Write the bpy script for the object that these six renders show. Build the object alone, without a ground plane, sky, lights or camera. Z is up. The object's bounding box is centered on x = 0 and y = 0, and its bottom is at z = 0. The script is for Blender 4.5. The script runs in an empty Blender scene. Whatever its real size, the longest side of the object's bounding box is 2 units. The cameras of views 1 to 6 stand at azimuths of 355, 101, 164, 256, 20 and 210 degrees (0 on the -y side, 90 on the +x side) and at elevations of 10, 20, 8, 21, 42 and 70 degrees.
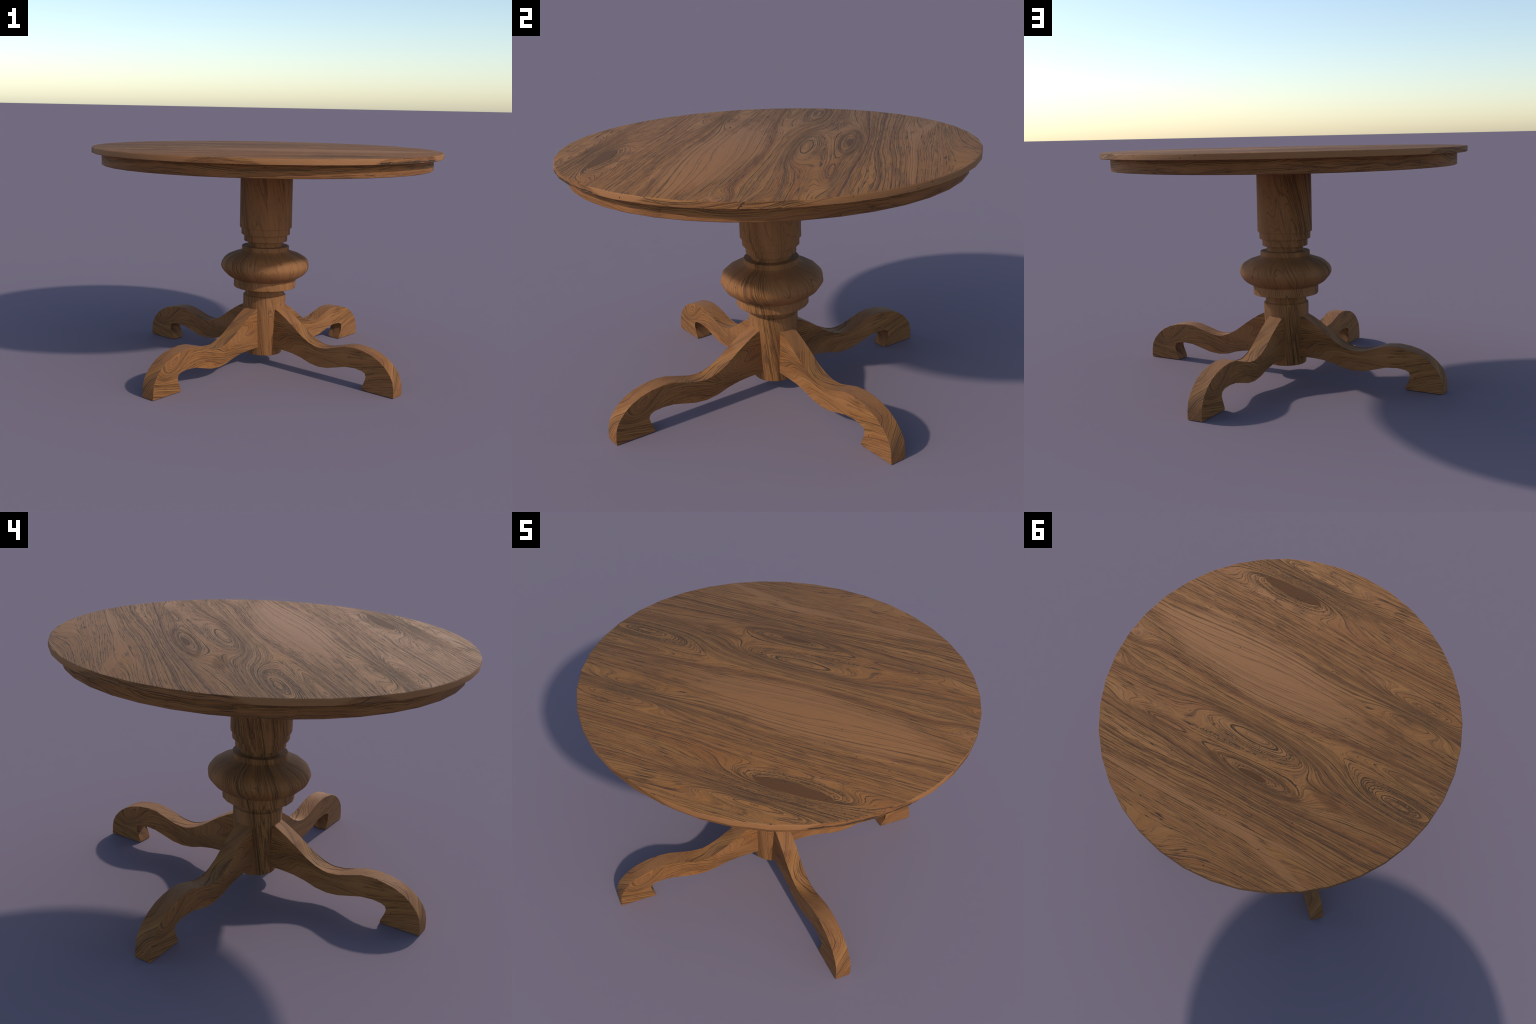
"""Round pedestal dining table of oiled, strongly figured hardwood.
A 40-sided top over a recessed apron, a turned column with a bulb, and four S-curved legs."""
import bpy, bmesh, math
from math import cos, sin, pi, radians
from mathutils import Vector

# ------------------------------------------------------------------ sizes (metres)
TOP_Z, RIM_LOW, APRON_LOW = 1.2752, 1.2437, 1.1733
TOP_R, APRON_R, TOP_SIDES, TURNED_SIDES = 1.000, 0.9460, 40, 20
LEG_HALF = 0.0427


# ------------------------------------------------------------------ node helper
class Graph:
    """Small wrapper that lets shader nodes be written as expressions."""

    def __init__(self, tree):
        self.t = tree

    def node(self, kind, **props):
        n = self.t.nodes.new(kind)
        for k, v in props.items():
            setattr(n, k, v)
        return n

    def put(self, socket, value):
        if isinstance(value, bpy.types.NodeSocket):
            self.t.links.new(value, socket)
        elif value is not None:
            socket.default_value = value

    def m(self, op, a, b=None, c=None, clamp=False):
        n = self.node("ShaderNodeMath", operation=op, use_clamp=clamp)
        for i, v in enumerate((a, b, c)):
            self.put(n.inputs[i], v)
        return n.outputs[0]

    def add(self, *v):
        s = v[0]
        for x in v[1:]:
            s = self.m("ADD", s, x)
        return s

    def mul(self, *v):
        s = v[0]
        for x in v[1:]:
            s = self.m("MULTIPLY", s, x)
        return s

    def sub(self, a, b):
        return self.m("SUBTRACT", a, b)

    def vec(self, x, y, z):
        n = self.node("ShaderNodeCombineXYZ")
        for i, v in enumerate((x, y, z)):
            self.put(n.inputs[i], v)
        return n.outputs[0]

    def split(self, v):
        n = self.node("ShaderNodeSeparateXYZ")
        self.put(n.inputs[0], v)
        return n.outputs[0], n.outputs[1], n.outputs[2]

    def ramp(self, v, lo, hi, a=0.0, b=1.0):
        n = self.node("ShaderNodeMapRange", interpolation_type="SMOOTHSTEP")
        for i, x in enumerate((v, lo, hi, a, b)):
            self.put(n.inputs[i], x)
        return n.outputs[0]

    def noise(self, v, scale, detail=2.0, rough=0.5, distortion=0.0):
        n = self.node("ShaderNodeTexNoise", noise_dimensions="3D")
        self.put(n.inputs["Vector"], v)
        for k, x in (("Scale", scale), ("Detail", detail), ("Roughness", rough), ("Distortion", distortion)):
            self.put(n.inputs[k], x)
        return n.outputs["Fac"]

    def noise1(self, w, scale, detail=2.0, rough=0.5):
        n = self.node("ShaderNodeTexNoise", noise_dimensions="1D")
        self.put(n.inputs["W"], w)
        for k, x in (("Scale", scale), ("Detail", detail), ("Roughness", rough)):
            self.put(n.inputs[k], x)
        return n.outputs["Fac"]

    def mix(self, f, a, b):
        n = self.node("ShaderNodeMix", data_type="RGBA")
        self.put(n.inputs[0], f)
        for s, v in ((n.inputs[6], a), (n.inputs[7], b)):
            self.put(s, (*v, 1.0) if isinstance(v, tuple) and len(v) == 3 else v)
        return n.outputs[2]

    def bump_term(self, x, y, cx, cy, a, b, height, tilt=0.0, power=1.0):
        """height * exp(-((u/a)^2 + (v/b)^2)^power) around (cx, cy), axes turned by tilt."""
        dx, dy = self.sub(x, cx), self.sub(y, cy)
        c, s = cos(radians(tilt)), sin(radians(tilt))
        u = self.m("MULTIPLY_ADD", dx, c / a, self.mul(dy, s / a))
        v = self.m("MULTIPLY_ADD", dx, -s / b, self.mul(dy, c / b))
        q = self.m("MULTIPLY_ADD", u, u, self.mul(v, v))
        if power != 1.0:
            q = self.m("POWER", q, power)
        e = self.m("POWER", math.e, self.mul(q, -1.0))
        return self.mul(e, height), v


# ------------------------------------------------------------------ wood colours (linear)
LIGHT = (0.305, 0.124, 0.038)
MID = (0.325, 0.131, 0.029)
WARM = (0.262, 0.093, 0.019)
DARK = (0.108, 0.040, 0.010)
LINE = (0.022, 0.014, 0.006)


def grain_group():
    """Colour, relief and gloss of figured wood, driven by a growth-ring field."""
    t = bpy.data.node_groups.new("figured_wood_grain", "ShaderNodeTree")
    face = t.interface
    for name, kind, default in (("Field", "NodeSocketFloat", 0), ("Fibre", "NodeSocketVector", None),
                                ("Position", "NodeSocketVector", None), ("Calm", "NodeSocketFloat", 0),
                                ("Eye", "NodeSocketFloat", 0), ("Lines", "NodeSocketFloat", 1), ("Crack", "NodeSocketFloat", 0), ("Slope", "NodeSocketFloat", 1), ("Wild", "NodeSocketFloat", 0)):
        s = face.new_socket(name, in_out="INPUT", socket_type=kind)
        if default is not None:
            s.default_value = default
    for name, kind in (("Color", "NodeSocketColor"), ("Height", "NodeSocketFloat"), ("Roughness", "NodeSocketFloat")):
        face.new_socket(name, in_out="OUTPUT", socket_type=kind)
    g = Graph(t)
    gi, go = g.node("NodeGroupInput"), g.node("NodeGroupOutput")
    field, fibre, pos, calm, eye, amount, crack, slope, wild = (gi.outputs[i] for i in range(9))

    fx, fy, fz = g.split(fibre)
    frets = g.noise(pos, 120.0, 2.0, 0.6)
    coarse = g.noise(g.vec(g.mul(fx, 3.0), fy, fz), 22.0, 3.0, 0.6)
    patch = g.noise(pos, 3.4, 2.0)
    loud = g.sub(1.0, g.mul(calm, 0.8))
    h = g.add(field, g.mul(g.sub(coarse, 0.5), 0.006, loud), g.mul(g.sub(frets, 0.5), 0.0030, loud))
    dashes = g.noise(g.vec(fx, g.add(fy, g.mul(h, 0.4)), fz), 150.0, 3.0, 0.62)
    silk = g.noise(g.vec(fx, fy, fz), 420.0, 1.0)

    broad = g.noise1(h, 14.0, 1.0)
    bands = g.noise1(g.add(h, 7.3), 55.0, 2.0, 0.6)
    strands = g.noise1(g.add(h, 3.1), 170.0, 2.0, 0.7)

    # colour of the bands between the lines
    c = g.mix(g.m("MAXIMUM", g.mul(wild, 0.8), g.ramp(broad, 0.36, 0.62)), WARM, MID)
    c = g.mix(g.mul(g.ramp(bands, 0.55, 0.68), 0.75), c, LIGHT)
    c = g.mix(g.mul(g.ramp(bands, 0.47, 0.33), g.ramp(coarse, 0.36, 0.60), g.m("MULTIPLY_ADD", wild, 0.45, 0.35), loud), c, DARK)
    c = g.mix(g.mul(g.ramp(strands, 0.48, 0.26), g.m("MULTIPLY_ADD", wild, 0.35, 0.38), loud), c, DARK)
    c = g.mix(g.mul(g.ramp(patch, 0.45, 0.70), 0.35), c, WARM)
    c = g.mix(g.mul(calm, 0.85), c, LIGHT)
    c = g.mix(g.mul(g.ramp(silk, 0.45, 0.70), 0.16, loud), c, DARK)
    c = g.mix(g.mul(g.ramp(dashes, 0.53, 0.66), 0.50, loud), c, DARK)

    # thin dark growth lines: zero crossings of one-dimensional noises of the field
    n_a = g.m("ABSOLUTE", g.sub(g.noise1(h, 46.0, 3.0, 0.62), 0.5))
    n_b = g.m("ABSOLUTE", g.sub(g.noise1(g.add(h, 41.0), 95.0, 2.0, 0.6), 0.5))
    broken = g.ramp(dashes, 0.36, 0.56)
    line_a = g.mul(g.ramp(n_a, g.mul(slope, 0.014), g.mul(slope, 0.004)), g.m("MULTIPLY_ADD", calm, -0.35, 1.0), g.m("MAXIMUM", wild, g.m("MULTIPLY_ADD", broken, 0.60, 0.25)))
    line_b = g.mul(g.ramp(n_b, g.mul(slope, 0.030), g.mul(slope, 0.010)), g.ramp(coarse, 0.44, 0.58), broken, g.m("MULTIPLY_ADD", loud, 1.0, -0.1))
    # dark speckled belts where early wood is open-pored
    belt = g.mul(g.ramp(g.noise1(g.add(h, 19.7), 42.0, 1.0), g.m("MULTIPLY_ADD", wild, -0.05, 0.56), g.m("MULTIPLY_ADD", wild, -0.05, 0.62)), g.ramp(g.add(g.mul(frets, 0.6), g.mul(dashes, 0.4)), 0.48, 0.58),
                 g.m("MAXIMUM", wild, g.ramp(g.noise(pos, 4.0, 2.0), 0.40, 0.54)), loud)
    pores = g.mul(g.ramp(dashes, 0.575, 0.68), 0.85, loud, g.ramp(g.noise(pos, 5.0, 2.0), 0.38, 0.60))
    lines = g.m("MAXIMUM", g.m("MAXIMUM", line_a, g.mul(line_b, g.m("MULTIPLY_ADD", wild, 0.35, 0.55))), g.m("MAXIMUM", g.mul(belt, g.m("MULTIPLY_ADD", wild, 0.5, 0.35)), pores))
    lines = g.mul(lines, amount, g.sub(1.0, eye))
    # worm holes and flecks
    vor = g.node("ShaderNodeTexVoronoi", feature="F1")
    g.put(vor.inputs["Vector"], pos)
    vor.inputs["Scale"].default_value = 33.0
    r, _, _ = g.split(vor.outputs["Color"])
    fleck = g.mul(g.ramp(g.add(vor.outputs["Distance"], g.mul(g.sub(frets, 0.5), 0.16)), 0.13, 0.07), g.m("GREATER_THAN", r, 0.80))
    marks = g.m("MAXIMUM", crack, g.m("MAXIMUM", lines, g.mul(fleck, 0.85)))

    c = g.mix(g.mul(eye, 0.95), c, tuple(0.88 * v for v in DARK))
    c = g.mix(g.mul(marks, 0.92), c, LINE)
    g.put(go.inputs["Color"], c)
    relief = g.add(g.mul(marks, -1.0), g.mul(dashes, -0.9, loud, g.sub(1.0, eye)), g.mul(bands, 0.4, loud), g.mul(frets, 0.25, loud))
    g.put(go.inputs["Height"], relief)
    g.put(go.inputs["Roughness"], g.add(0.76, g.mul(marks, 0.12), g.mul(eye, 0.20)))
    return t


GRAIN = grain_group()


def material(name, build, bump=0.0034, strength=0.95):
    """build(graph, object coords) -> dict of inputs for the grain group."""
    mat = bpy.data.materials.new(name)
    mat.use_nodes = True
    t = mat.node_tree
    t.nodes.clear()
    g = Graph(t)
    out, bsdf = g.node("ShaderNodeOutputMaterial"), g.node("ShaderNodeBsdfPrincipled")
    co = g.node("ShaderNodeTexCoord").outputs["Object"]
    grain = g.node("ShaderNodeGroup", node_tree=GRAIN)
    for k, v in build(g, co).items():
        if k != "Tint":
            g.put(grain.inputs[k], v)
    b = g.node("ShaderNodeBump")
    b.inputs["Distance"].default_value = bump
    b.inputs["Strength"].default_value = strength
    g.put(b.inputs["Height"], grain.outputs["Height"])
    g.put(bsdf.inputs["Base Color"], grain.outputs["Color"])
    g.put(bsdf.inputs["Roughness"], grain.outputs["Roughness"])
    g.put(bsdf.inputs["Normal"], b.outputs[0])
    bsdf.inputs["Specular IOR Level"].default_value = 0.5
    g.put(out.inputs[0], bsdf.outputs[0])
    return mat


# ------------------------------------------------------------------ the figure of each part
def top_figure(g, co):
    """Grain runs along x; elliptical knots and flame figures bend the rings."""
    x, y, z = g.split(co)
    #        centre          half sizes    height tilt sharpness
    knots = ((0.33, -0.705, 0.36, 0.066, 0.230, 1, 0.75),     # large eye near the front edge
             (0.24, -0.855, 0.40, 0.050, -0.140, 0, 0.9),
             (-0.06, 0.390, 0.35, 0.060, -0.280, 0, 0.6),     # ringed eye, back of the middle
             (-0.01, 0.180, 0.44, 0.072, 0.200, 0, 0.9),       # its twin
             (-0.80, 0.160, 0.44, 0.088, -0.290, 0, 0.75),    # flames running out at the left edge
             (-0.90, 0.000, 0.46, 0.045, 0.140, 0, 0.8),
             (-0.68, -0.415, 0.29, 0.042, -0.150, 0, 0.8),
             (-0.66, -0.315, 0.26, 0.045, 0.110, 0, 0.8),
             (0.56, 0.365, 0.26, 0.040, -0.100, 0, 0.8),
             (0.97, 0.000, 0.10, 0.050, -0.080, 0),
             (0.98, 0.130, 0.08, 0.040, 0.060, 0),
             (0.30, 0.990, 0.34, 0.110, -0.130, 0),
             (0.62, 0.560, 0.40, 0.060, -0.040, 0))

    def ring_field(x, y):
        lens, v = g.bump_term(x, y, 0.24, -0.19, 0.66, 0.19, 1.0, -3)
        sway = g.sub(g.noise(g.vec(g.mul(x, 1.3), g.mul(y, 2.6), 0.0), 1.0, 2.0), 0.5)
        h = g.add(y, g.mul(sway, g.m("MULTIPLY_ADD", lens, -0.045, 0.055)))
        for k in knots:
            h = g.add(h, g.bump_term(x, y, *k)[0])
        # the calm lens of straight pale wood: rings spread out here and crowd round it
        small, w = g.bump_term(x, y, -0.32, 0.695, 0.34, 0.085, 1.0, -4)
        return g.sub(g.sub(h, g.mul(lens, v, 0.135)), g.mul(small, w, 0.070)), lens

    h, lens = ring_field(x, y)
    # steepness of the field, so that the lines keep an even width where the rings spread
    step = 0.003
    d_x = g.mul(g.sub(ring_field(g.add(x, step), y)[0], h), 1.0 / step)
    d_y = g.mul(g.sub(ring_field(x, g.add(y, step))[0], h), 1.0 / step)
    slope = g.m("SQRT", g.m("MULTIPLY_ADD", d_x, d_x, g.mul(d_y, d_y)))
    slope = g.m("MINIMUM", g.m("MAXIMUM", slope, 0.12), 1.3)
    wild = 0.0
    for k in ((-0.02, 0.285, 0.46, 0.17, 1.0), (-0.78, 0.140, 0.36, 0.11, 1.0), (0.32, -0.745, 0.44, 0.15, 1.0), (-0.68, -0.380, 0.26, 0.09, 0.6)):
        wild = g.m("MAXIMUM", g.ramp(g.bump_term(x, y, *k)[0], 0.25, 0.65), wild)
    fleece = g.noise(g.vec(g.mul(x, 1.2), g.mul(y, 5.0), 3.0), 3.0, 3.0)
    calm = g.ramp(g.add(lens, g.mul(g.sub(fleece, 0.5), 0.7)), 0.26, 0.58)
    for k in ((0.40, 0.690, 0.34, 0.020, 1.0, 0), (-0.08, 0.694, 0.20, 0.032, 1.0, 2), (-0.40, 0.750, 0.24, 0.026, 1.0, -14),
              (-0.41, 0.655, 0.15, 0.014, 1.0, 4)):
        calm = g.m("MAXIMUM", calm, g.ramp(g.bump_term(x, y, *k)[0], 0.30, 0.50))
    eye = 0.0
    for k in ((0.33, -0.708, 0.190, 0.035, 1.0, 0), (-0.05, 0.388, 0.085, 0.016, 1.0, 2)):
        eye = g.m("MAXIMUM", g.ramp(g.bump_term(x, y, *k)[0], 0.34, 0.42), eye)
    # smooth brown ring round the small eye
    shell, _ = g.bump_term(x, y, -0.06, 0.390, 0.27, 0.050, 1.0, 0)
    band = g.mul(g.ramp(shell, 0.30, 0.36), g.ramp(shell, 0.52, 0.46), 0.55)
    eye = g.m("MAXIMUM", band, eye)
    # plain three-cornered patch where the rings part
    eye = g.m("MAXIMUM", g.ramp(g.bump_term(x, y, -0.435, 0.300, 0.13, 0.035, 1.0, -14)[0], 0.15, 0.65, 0.0, 0.45), eye)
    return {"Field": h, "Fibre": g.vec(g.mul(x, 0.06), h, 0.0), "Position": g.vec(g.mul(x, 0.75), y, z), "Calm": calm, "Eye": eye, "Slope": slope, "Wild": wild}


def band_figure(middle, rough_arcs, cracks, sweep_size, gouges=()):
    """Horizontal grain round a vertical band. rough_arcs: (azimuth, half width) of coarse-grained
    stretches between plain ones; cracks: (azimuth, slant) of splits running across the band;
    gouges: (azimuth, half width, height) of ragged splits running along it."""
    def build(g, co):
        x, y, z = g.split(co)
        a = g.m("ARCTAN2", y, x)
        sweep = g.noise(g.vec(g.mul(x, 1.1), g.mul(y, 1.1), g.mul(z, 3.0)), 1.6, 2.0)
        h = g.add(z, g.mul(g.sub(sweep, 0.5), sweep_size))
        fibre = g.vec(g.mul(x, 0.06), g.mul(y, 0.06), g.add(z, g.mul(h, 0.5)))
        calm = 0.15
        fret = g.noise(co, 60.0, 3.0, 0.6)
        if rough_arcs:
            calm = 1.0
            for centre, half in rough_arcs:
                d = g.m("ABSOLUTE", g.m("WRAP", g.sub(a, radians(centre)), pi, -pi))
                calm = g.m("MINIMUM", calm, g.ramp(g.add(d, g.mul(g.sub(z, middle), 3.0)), radians(half - 1.5), radians(half + 1.5)))
        split = 0.0
        for centre, slant in cracks:
            d = g.sub(g.m("WRAP", g.sub(a, radians(centre)), pi, -pi), g.mul(g.sub(z, middle), slant))
            d = g.m("ABSOLUTE", g.add(d, g.mul(g.sub(fret, 0.5), 0.02)))
            split = g.m("MAXIMUM", g.ramp(d, 0.0042, 0.0015), split)
        for centre, half, height in gouges:
            d = g.m("ABSOLUTE", g.m("WRAP", g.sub(a, radians(centre)), pi, -pi))
            ragged = g.noise(g.vec(g.mul(x, 0.25), g.mul(y, 0.25), g.mul(z, 1.3)), 90.0, 2.0)
            off = g.m("ABSOLUTE", g.add(g.sub(z, height), g.mul(g.sub(ragged, 0.5), 0.022)))
            split = g.m("MAXIMUM", g.mul(g.ramp(off, 0.0042, 0.0018), g.ramp(d, radians(half), radians(half - 1))), split)
        return {"Field": h, "Fibre": fibre, "Position": co, "Calm": calm, "Crack": split,
                "Lines": g.m("MULTIPLY_ADD", calm, -0.75, 0.85)}
    return build


def turned_figure(g, co):
    """Upright grain wrapped round the turned parts."""
    x, y, z = g.split(co)
    r = g.m("MAXIMUM", g.m("SQRT", g.m("MULTIPLY_ADD", x, x, g.mul(y, y))), 0.001)
    cx, cy = g.m("DIVIDE", x, r), g.m("DIVIDE", y, r)
    twist = g.mul(z, 1.1)
    tx = g.sub(g.mul(cx, g.m("COSINE", twist)), g.mul(cy, g.m("SINE", twist)))
    ty = g.add(g.mul(cx, g.m("SINE", twist)), g.mul(cy, g.m("COSINE", twist)))
    f = g.noise(g.vec(tx, ty, g.mul(z, 0.30)), 1.0, 1.0, 0.35)
    h = g.mul(f, 1.15)
    fibre = g.vec(g.mul(tx, 0.15), g.mul(ty, 0.15), g.mul(z, 0.06))
    calm = g.mul(g.ramp(g.noise(g.vec(tx, ty, g.mul(z, 0.5)), 0.9, 1.0), 0.48, 0.58), 0.8)
    return {"Field": h, "Fibre": fibre, "Position": co, "Calm": calm, "Lines": 0.75}


def leg_figure(g, co):
    """Cheeks of the legs: grain along the leg, one cheek knotty and the other straight."""
    x, y, z = g.split(co)
    side = g.ramp(y, -0.03, 0.03)
    sway = g.noise(g.vec(g.mul(x, 2.2), g.mul(y, 6.0), g.mul(z, 4.0)), 1.0, 1.0)
    h = g.add(g.mul(z, 0.9), g.mul(x, -0.12), g.mul(g.sub(sway, 0.5), 0.12))
    for k in ((0.80, 0.150, 0.10, 0.045, 0.06, -35), (0.24, 0.19, 0.14, 0.035, 0.06, -18), (0.52, 0.11, 0.14, 0.03, -0.03, 0)):
        h = g.add(h, g.mul(g.bump_term(x, z, *k)[0], side))
    h = g.add(h, g.mul(g.bump_term(x, z, 0.30, 0.17, 0.20, 0.05, -0.04, -20)[0], g.sub(1.0, side)), g.mul(side, 0.37))
    fibre = g.vec(g.mul(x, 0.06), side, h)
    calm = g.mul(g.ramp(g.noise(g.vec(g.mul(x, 2.0), g.mul(y, 16.0), g.mul(z, 5.0)), 1.5, 1.0), 0.48, 0.62), 0.6)
    return {"Field": g.mul(h, 1.5), "Fibre": fibre, "Position": co, "Calm": calm, "Lines": 0.6}


def leg_edge_figure(g, co):
    """Top, front and underside of the legs: rings cut across, running as slanting lines."""
    x, y, z = g.split(co)
    sway = g.noise(g.vec(g.mul(x, 4.0), g.mul(y, 5.0), g.mul(z, 4.0)), 1.0, 1.0)
    h = g.add(g.mul(z, 0.8), g.mul(y, -0.70), g.mul(x, 0.12), g.mul(g.sub(sway, 0.5), 0.12), 0.9)
    fibre = g.vec(g.mul(g.add(x, g.mul(y, 0.8)), 0.08), g.mul(h, 1.0), 0.0)
    calm = g.mul(g.ramp(g.noise(g.vec(g.mul(x, 3.0), 0.7, g.mul(z, 3.0)), 1.6, 1.0), 0.44, 0.56), 0.8)
    return {"Field": h, "Fibre": fibre, "Position": co, "Calm": calm, "Lines": 0.9}


# ------------------------------------------------------------------ geometry
def finish(bm, name, mat, parent, angle=40.0, merge=True):
    if merge:
        bmesh.ops.remove_doubles(bm, verts=bm.verts, dist=1e-6)
    bmesh.ops.recalc_face_normals(bm, faces=bm.faces)
    me = bpy.data.meshes.new(name)
    for f in bm.faces:
        f.smooth = True
    for e in bm.edges:
        e.smooth = len(e.link_faces) == 2 and e.calc_face_angle(0.0) < radians(angle)
    bm.to_mesh(me)
    bm.free()
    me.materials.append(mat)
    ob = bpy.data.objects.new(name, me)
    bpy.context.collection.objects.link(ob)
    ob.parent = parent
    return ob


def lathe(profile, sides):
    """Turn a list of (radius, height) into a closed solid with the given number of sides."""
    bm = bmesh.new()
    rings = [[bm.verts.new((r * cos(2 * pi * i / sides), r * sin(2 * pi * i / sides), z)) for i in range(sides)] for r, z in profile]
    for a, b in zip(rings, rings[1:]):
        for i in range(sides):
            j = (i + 1) % sides
            bm.faces.new((a[i], a[j], b[j], b[i]))
    bm.faces.new(rings[0])
    bm.faces.new(rings[-1][::-1])
    return bm


def eased_curve(points, parts=3):
    """Catmull-Rom through the control points of a turned profile."""
    out = []
    for i in range(len(points) - 1):
        p0, p1, p2, p3 = points[max(i - 1, 0)], points[i], points[i + 1], points[min(i + 2, len(points) - 1)]
        for k in range(parts):
            t = k / parts
            out.append(tuple(0.5 * (2 * b + (c - a) * t + (2 * a - 5 * b + 4 * c - d) * t * t + (3 * b - a - 3 * c + d) * t ** 3)
                             for a, b, c, d in zip(p0, p1, p2, p3)))
    return out + [points[-1]]


def leg_solid():
    """Side profile (distance from the axis, height), extruded sideways, with eased long edges."""
    upper = ((0.085, 0.363), (0.118, 0.347), (0.155, 0.330), (0.200, 0.304), (0.255, 0.267), (0.315, 0.2235), (0.370, 0.193), (0.412, 0.180),
             (0.440, 0.177), (0.490, 0.181), (0.555, 0.203), (0.615, 0.222), (0.675, 0.227), (0.735, 0.220), (0.790, 0.206),
             (0.838, 0.185), (0.878, 0.155), (0.910, 0.119), (0.926, 0.088), (0.934, 0.052), (0.936, 0.0))
    lower = ((0.733, 0.0), (0.736, 0.018), (0.755, 0.056), (0.761, 0.079), (0.754, 0.099), (0.730, 0.110), (0.683, 0.1145),
             (0.624, 0.1075), (0.501, 0.0738), (0.440, 0.0675), (0.376, 0.0755), (0.316, 0.0955), (0.250, 0.1105), (0.185, 0.1125), (0.085, 0.1125))
    outline = upper + lower
    bm = bmesh.new()
    cheeks = [[bm.verts.new((x, w, z)) for x, z in outline] for w in (-LEG_HALF, LEG_HALF)]
    n = len(outline)
    for i in range(n):
        j = (i + 1) % n
        bm.faces.new((cheeks[0][i], cheeks[0][j], cheeks[1][j], cheeks[1][i]))
    bm.faces.new(cheeks[0])
    bm.faces.new(cheeks[1])
    bm.edges.ensure_lookup_table()
    eased = [e for e in bm.edges if abs(abs(e.verts[0].co.y) - LEG_HALF) < 1e-6 and e.verts[0].co.y == e.verts[1].co.y]
    bmesh.ops.bevel(bm, geom=eased, offset=0.0022, segments=2, profile=0.5, affect="EDGES")
    return bm


def build():
    root = bpy.data.objects.new("pedestal_table", None)
    root["label"] = "round brown wooden pedestal table with four curved legs"
    root["category"] = "dining table"
    bpy.context.collection.objects.link(root)

    top_mat = material("figured_table_wood", top_figure)
    rim_mat = material("rim_wood", band_figure((RIM_LOW + TOP_Z) / 2, ((0, 19), (-48, 14), (140, 21), (-108, 9), (-171, 5)),
                                               ((-15, -4.0), (4.5, 1.0), (11, 3.5), (19, 6.0), (-114, 4.0), (-172, 2.0)), 0.18, ((-48.5, 14.5, RIM_LOW + 0.008),)))
    apron_mat = material("apron_wood", band_figure((RIM_LOW + APRON_LOW) / 2, (), (), 0.16))
    turned_mat = material("turned_wood", turned_figure)
    leg_mat = material("leg_wood", leg_figure)
    leg_edge_mat = material("leg_edge_wood", leg_edge_figure)

    e = 0.0045
    board = finish(lathe(((TOP_R - e, RIM_LOW), (TOP_R, RIM_LOW + e * 0.6), (TOP_R, TOP_Z - e), (TOP_R - 0.3 * e, TOP_Z - 0.3 * e), (TOP_R - e, TOP_Z)), TOP_SIDES),
                   "tabletop", top_mat, root, 50)
    board.data.materials.append(rim_mat)
    for p in board.data.polygons:
        if abs(p.normal.z) < 0.75:
            p.material_index = 1
    finish(lathe(((APRON_R - 0.045, APRON_LOW), (APRON_R - 0.004, APRON_LOW + 0.0035), (APRON_R, APRON_LOW + 0.0060), (APRON_R, RIM_LOW + 0.001)), TOP_SIDES), "apron", apron_mat, root, 50)

    finish(lathe(((0.1015, 0.7060), (0.1028, 0.7366), (0.1260, 0.7366), (0.1275, 0.7382), (0.1277, 0.7766), (0.1425, 0.7766), (0.1437, 0.7780), (0.1440, 0.8160),
                  (0.1522, 0.8160), (0.1535, 0.8175), (0.1530, APRON_LOW + 0.001)), TURNED_SIDES),
           "pedestal_column", turned_mat, root, 30)
    finish(lathe(((0.1150, 0.4640), (0.1825, 0.4640), (0.1840, 0.4660), *eased_curve(((0.1840, 0.5130), (0.2060, 0.5240), (0.2310, 0.5415), (0.2505, 0.5645), (0.2606, 0.5900),
                  (0.2535, 0.6190), (0.2405, 0.6345), (0.2260, 0.6455), (0.2060, 0.6560), (0.1830, 0.6640), (0.1560, 0.6725), (0.1395, 0.6815))), (0.1390, 0.7060), (0.1375, 0.7075), (0.1000, 0.7075)), TURNED_SIDES),
           "turned_bulb", turned_mat, root, 34)
    finish(lathe(((0.1075, 0.0635), (0.1095, 0.0655), (0.1260, 0.3560), (0.1268, 0.4140), (0.1155, 0.4210), (0.1150, 0.4655)), TURNED_SIDES),
           "pedestal_post", turned_mat, root, 30)

    first = finish(leg_solid(), "leg", leg_mat, root, 45)
    first.data.materials.append(leg_edge_mat)
    for p in first.data.polygons:
        if abs(p.normal.y) < 0.8:
            p.material_index = 1
    flat = first.modifiers.new("flat_cheeks", "WEIGHTED_NORMAL")
    flat.mode, flat.weight, flat.keep_sharp = "FACE_AREA", 80, True
    first.rotation_euler.z = radians(45)
    for k in (1, 2, 3):
        leg = first.copy()
        leg.rotation_euler.z = radians(45 + 90 * k)
        bpy.context.collection.objects.link(leg)


build()
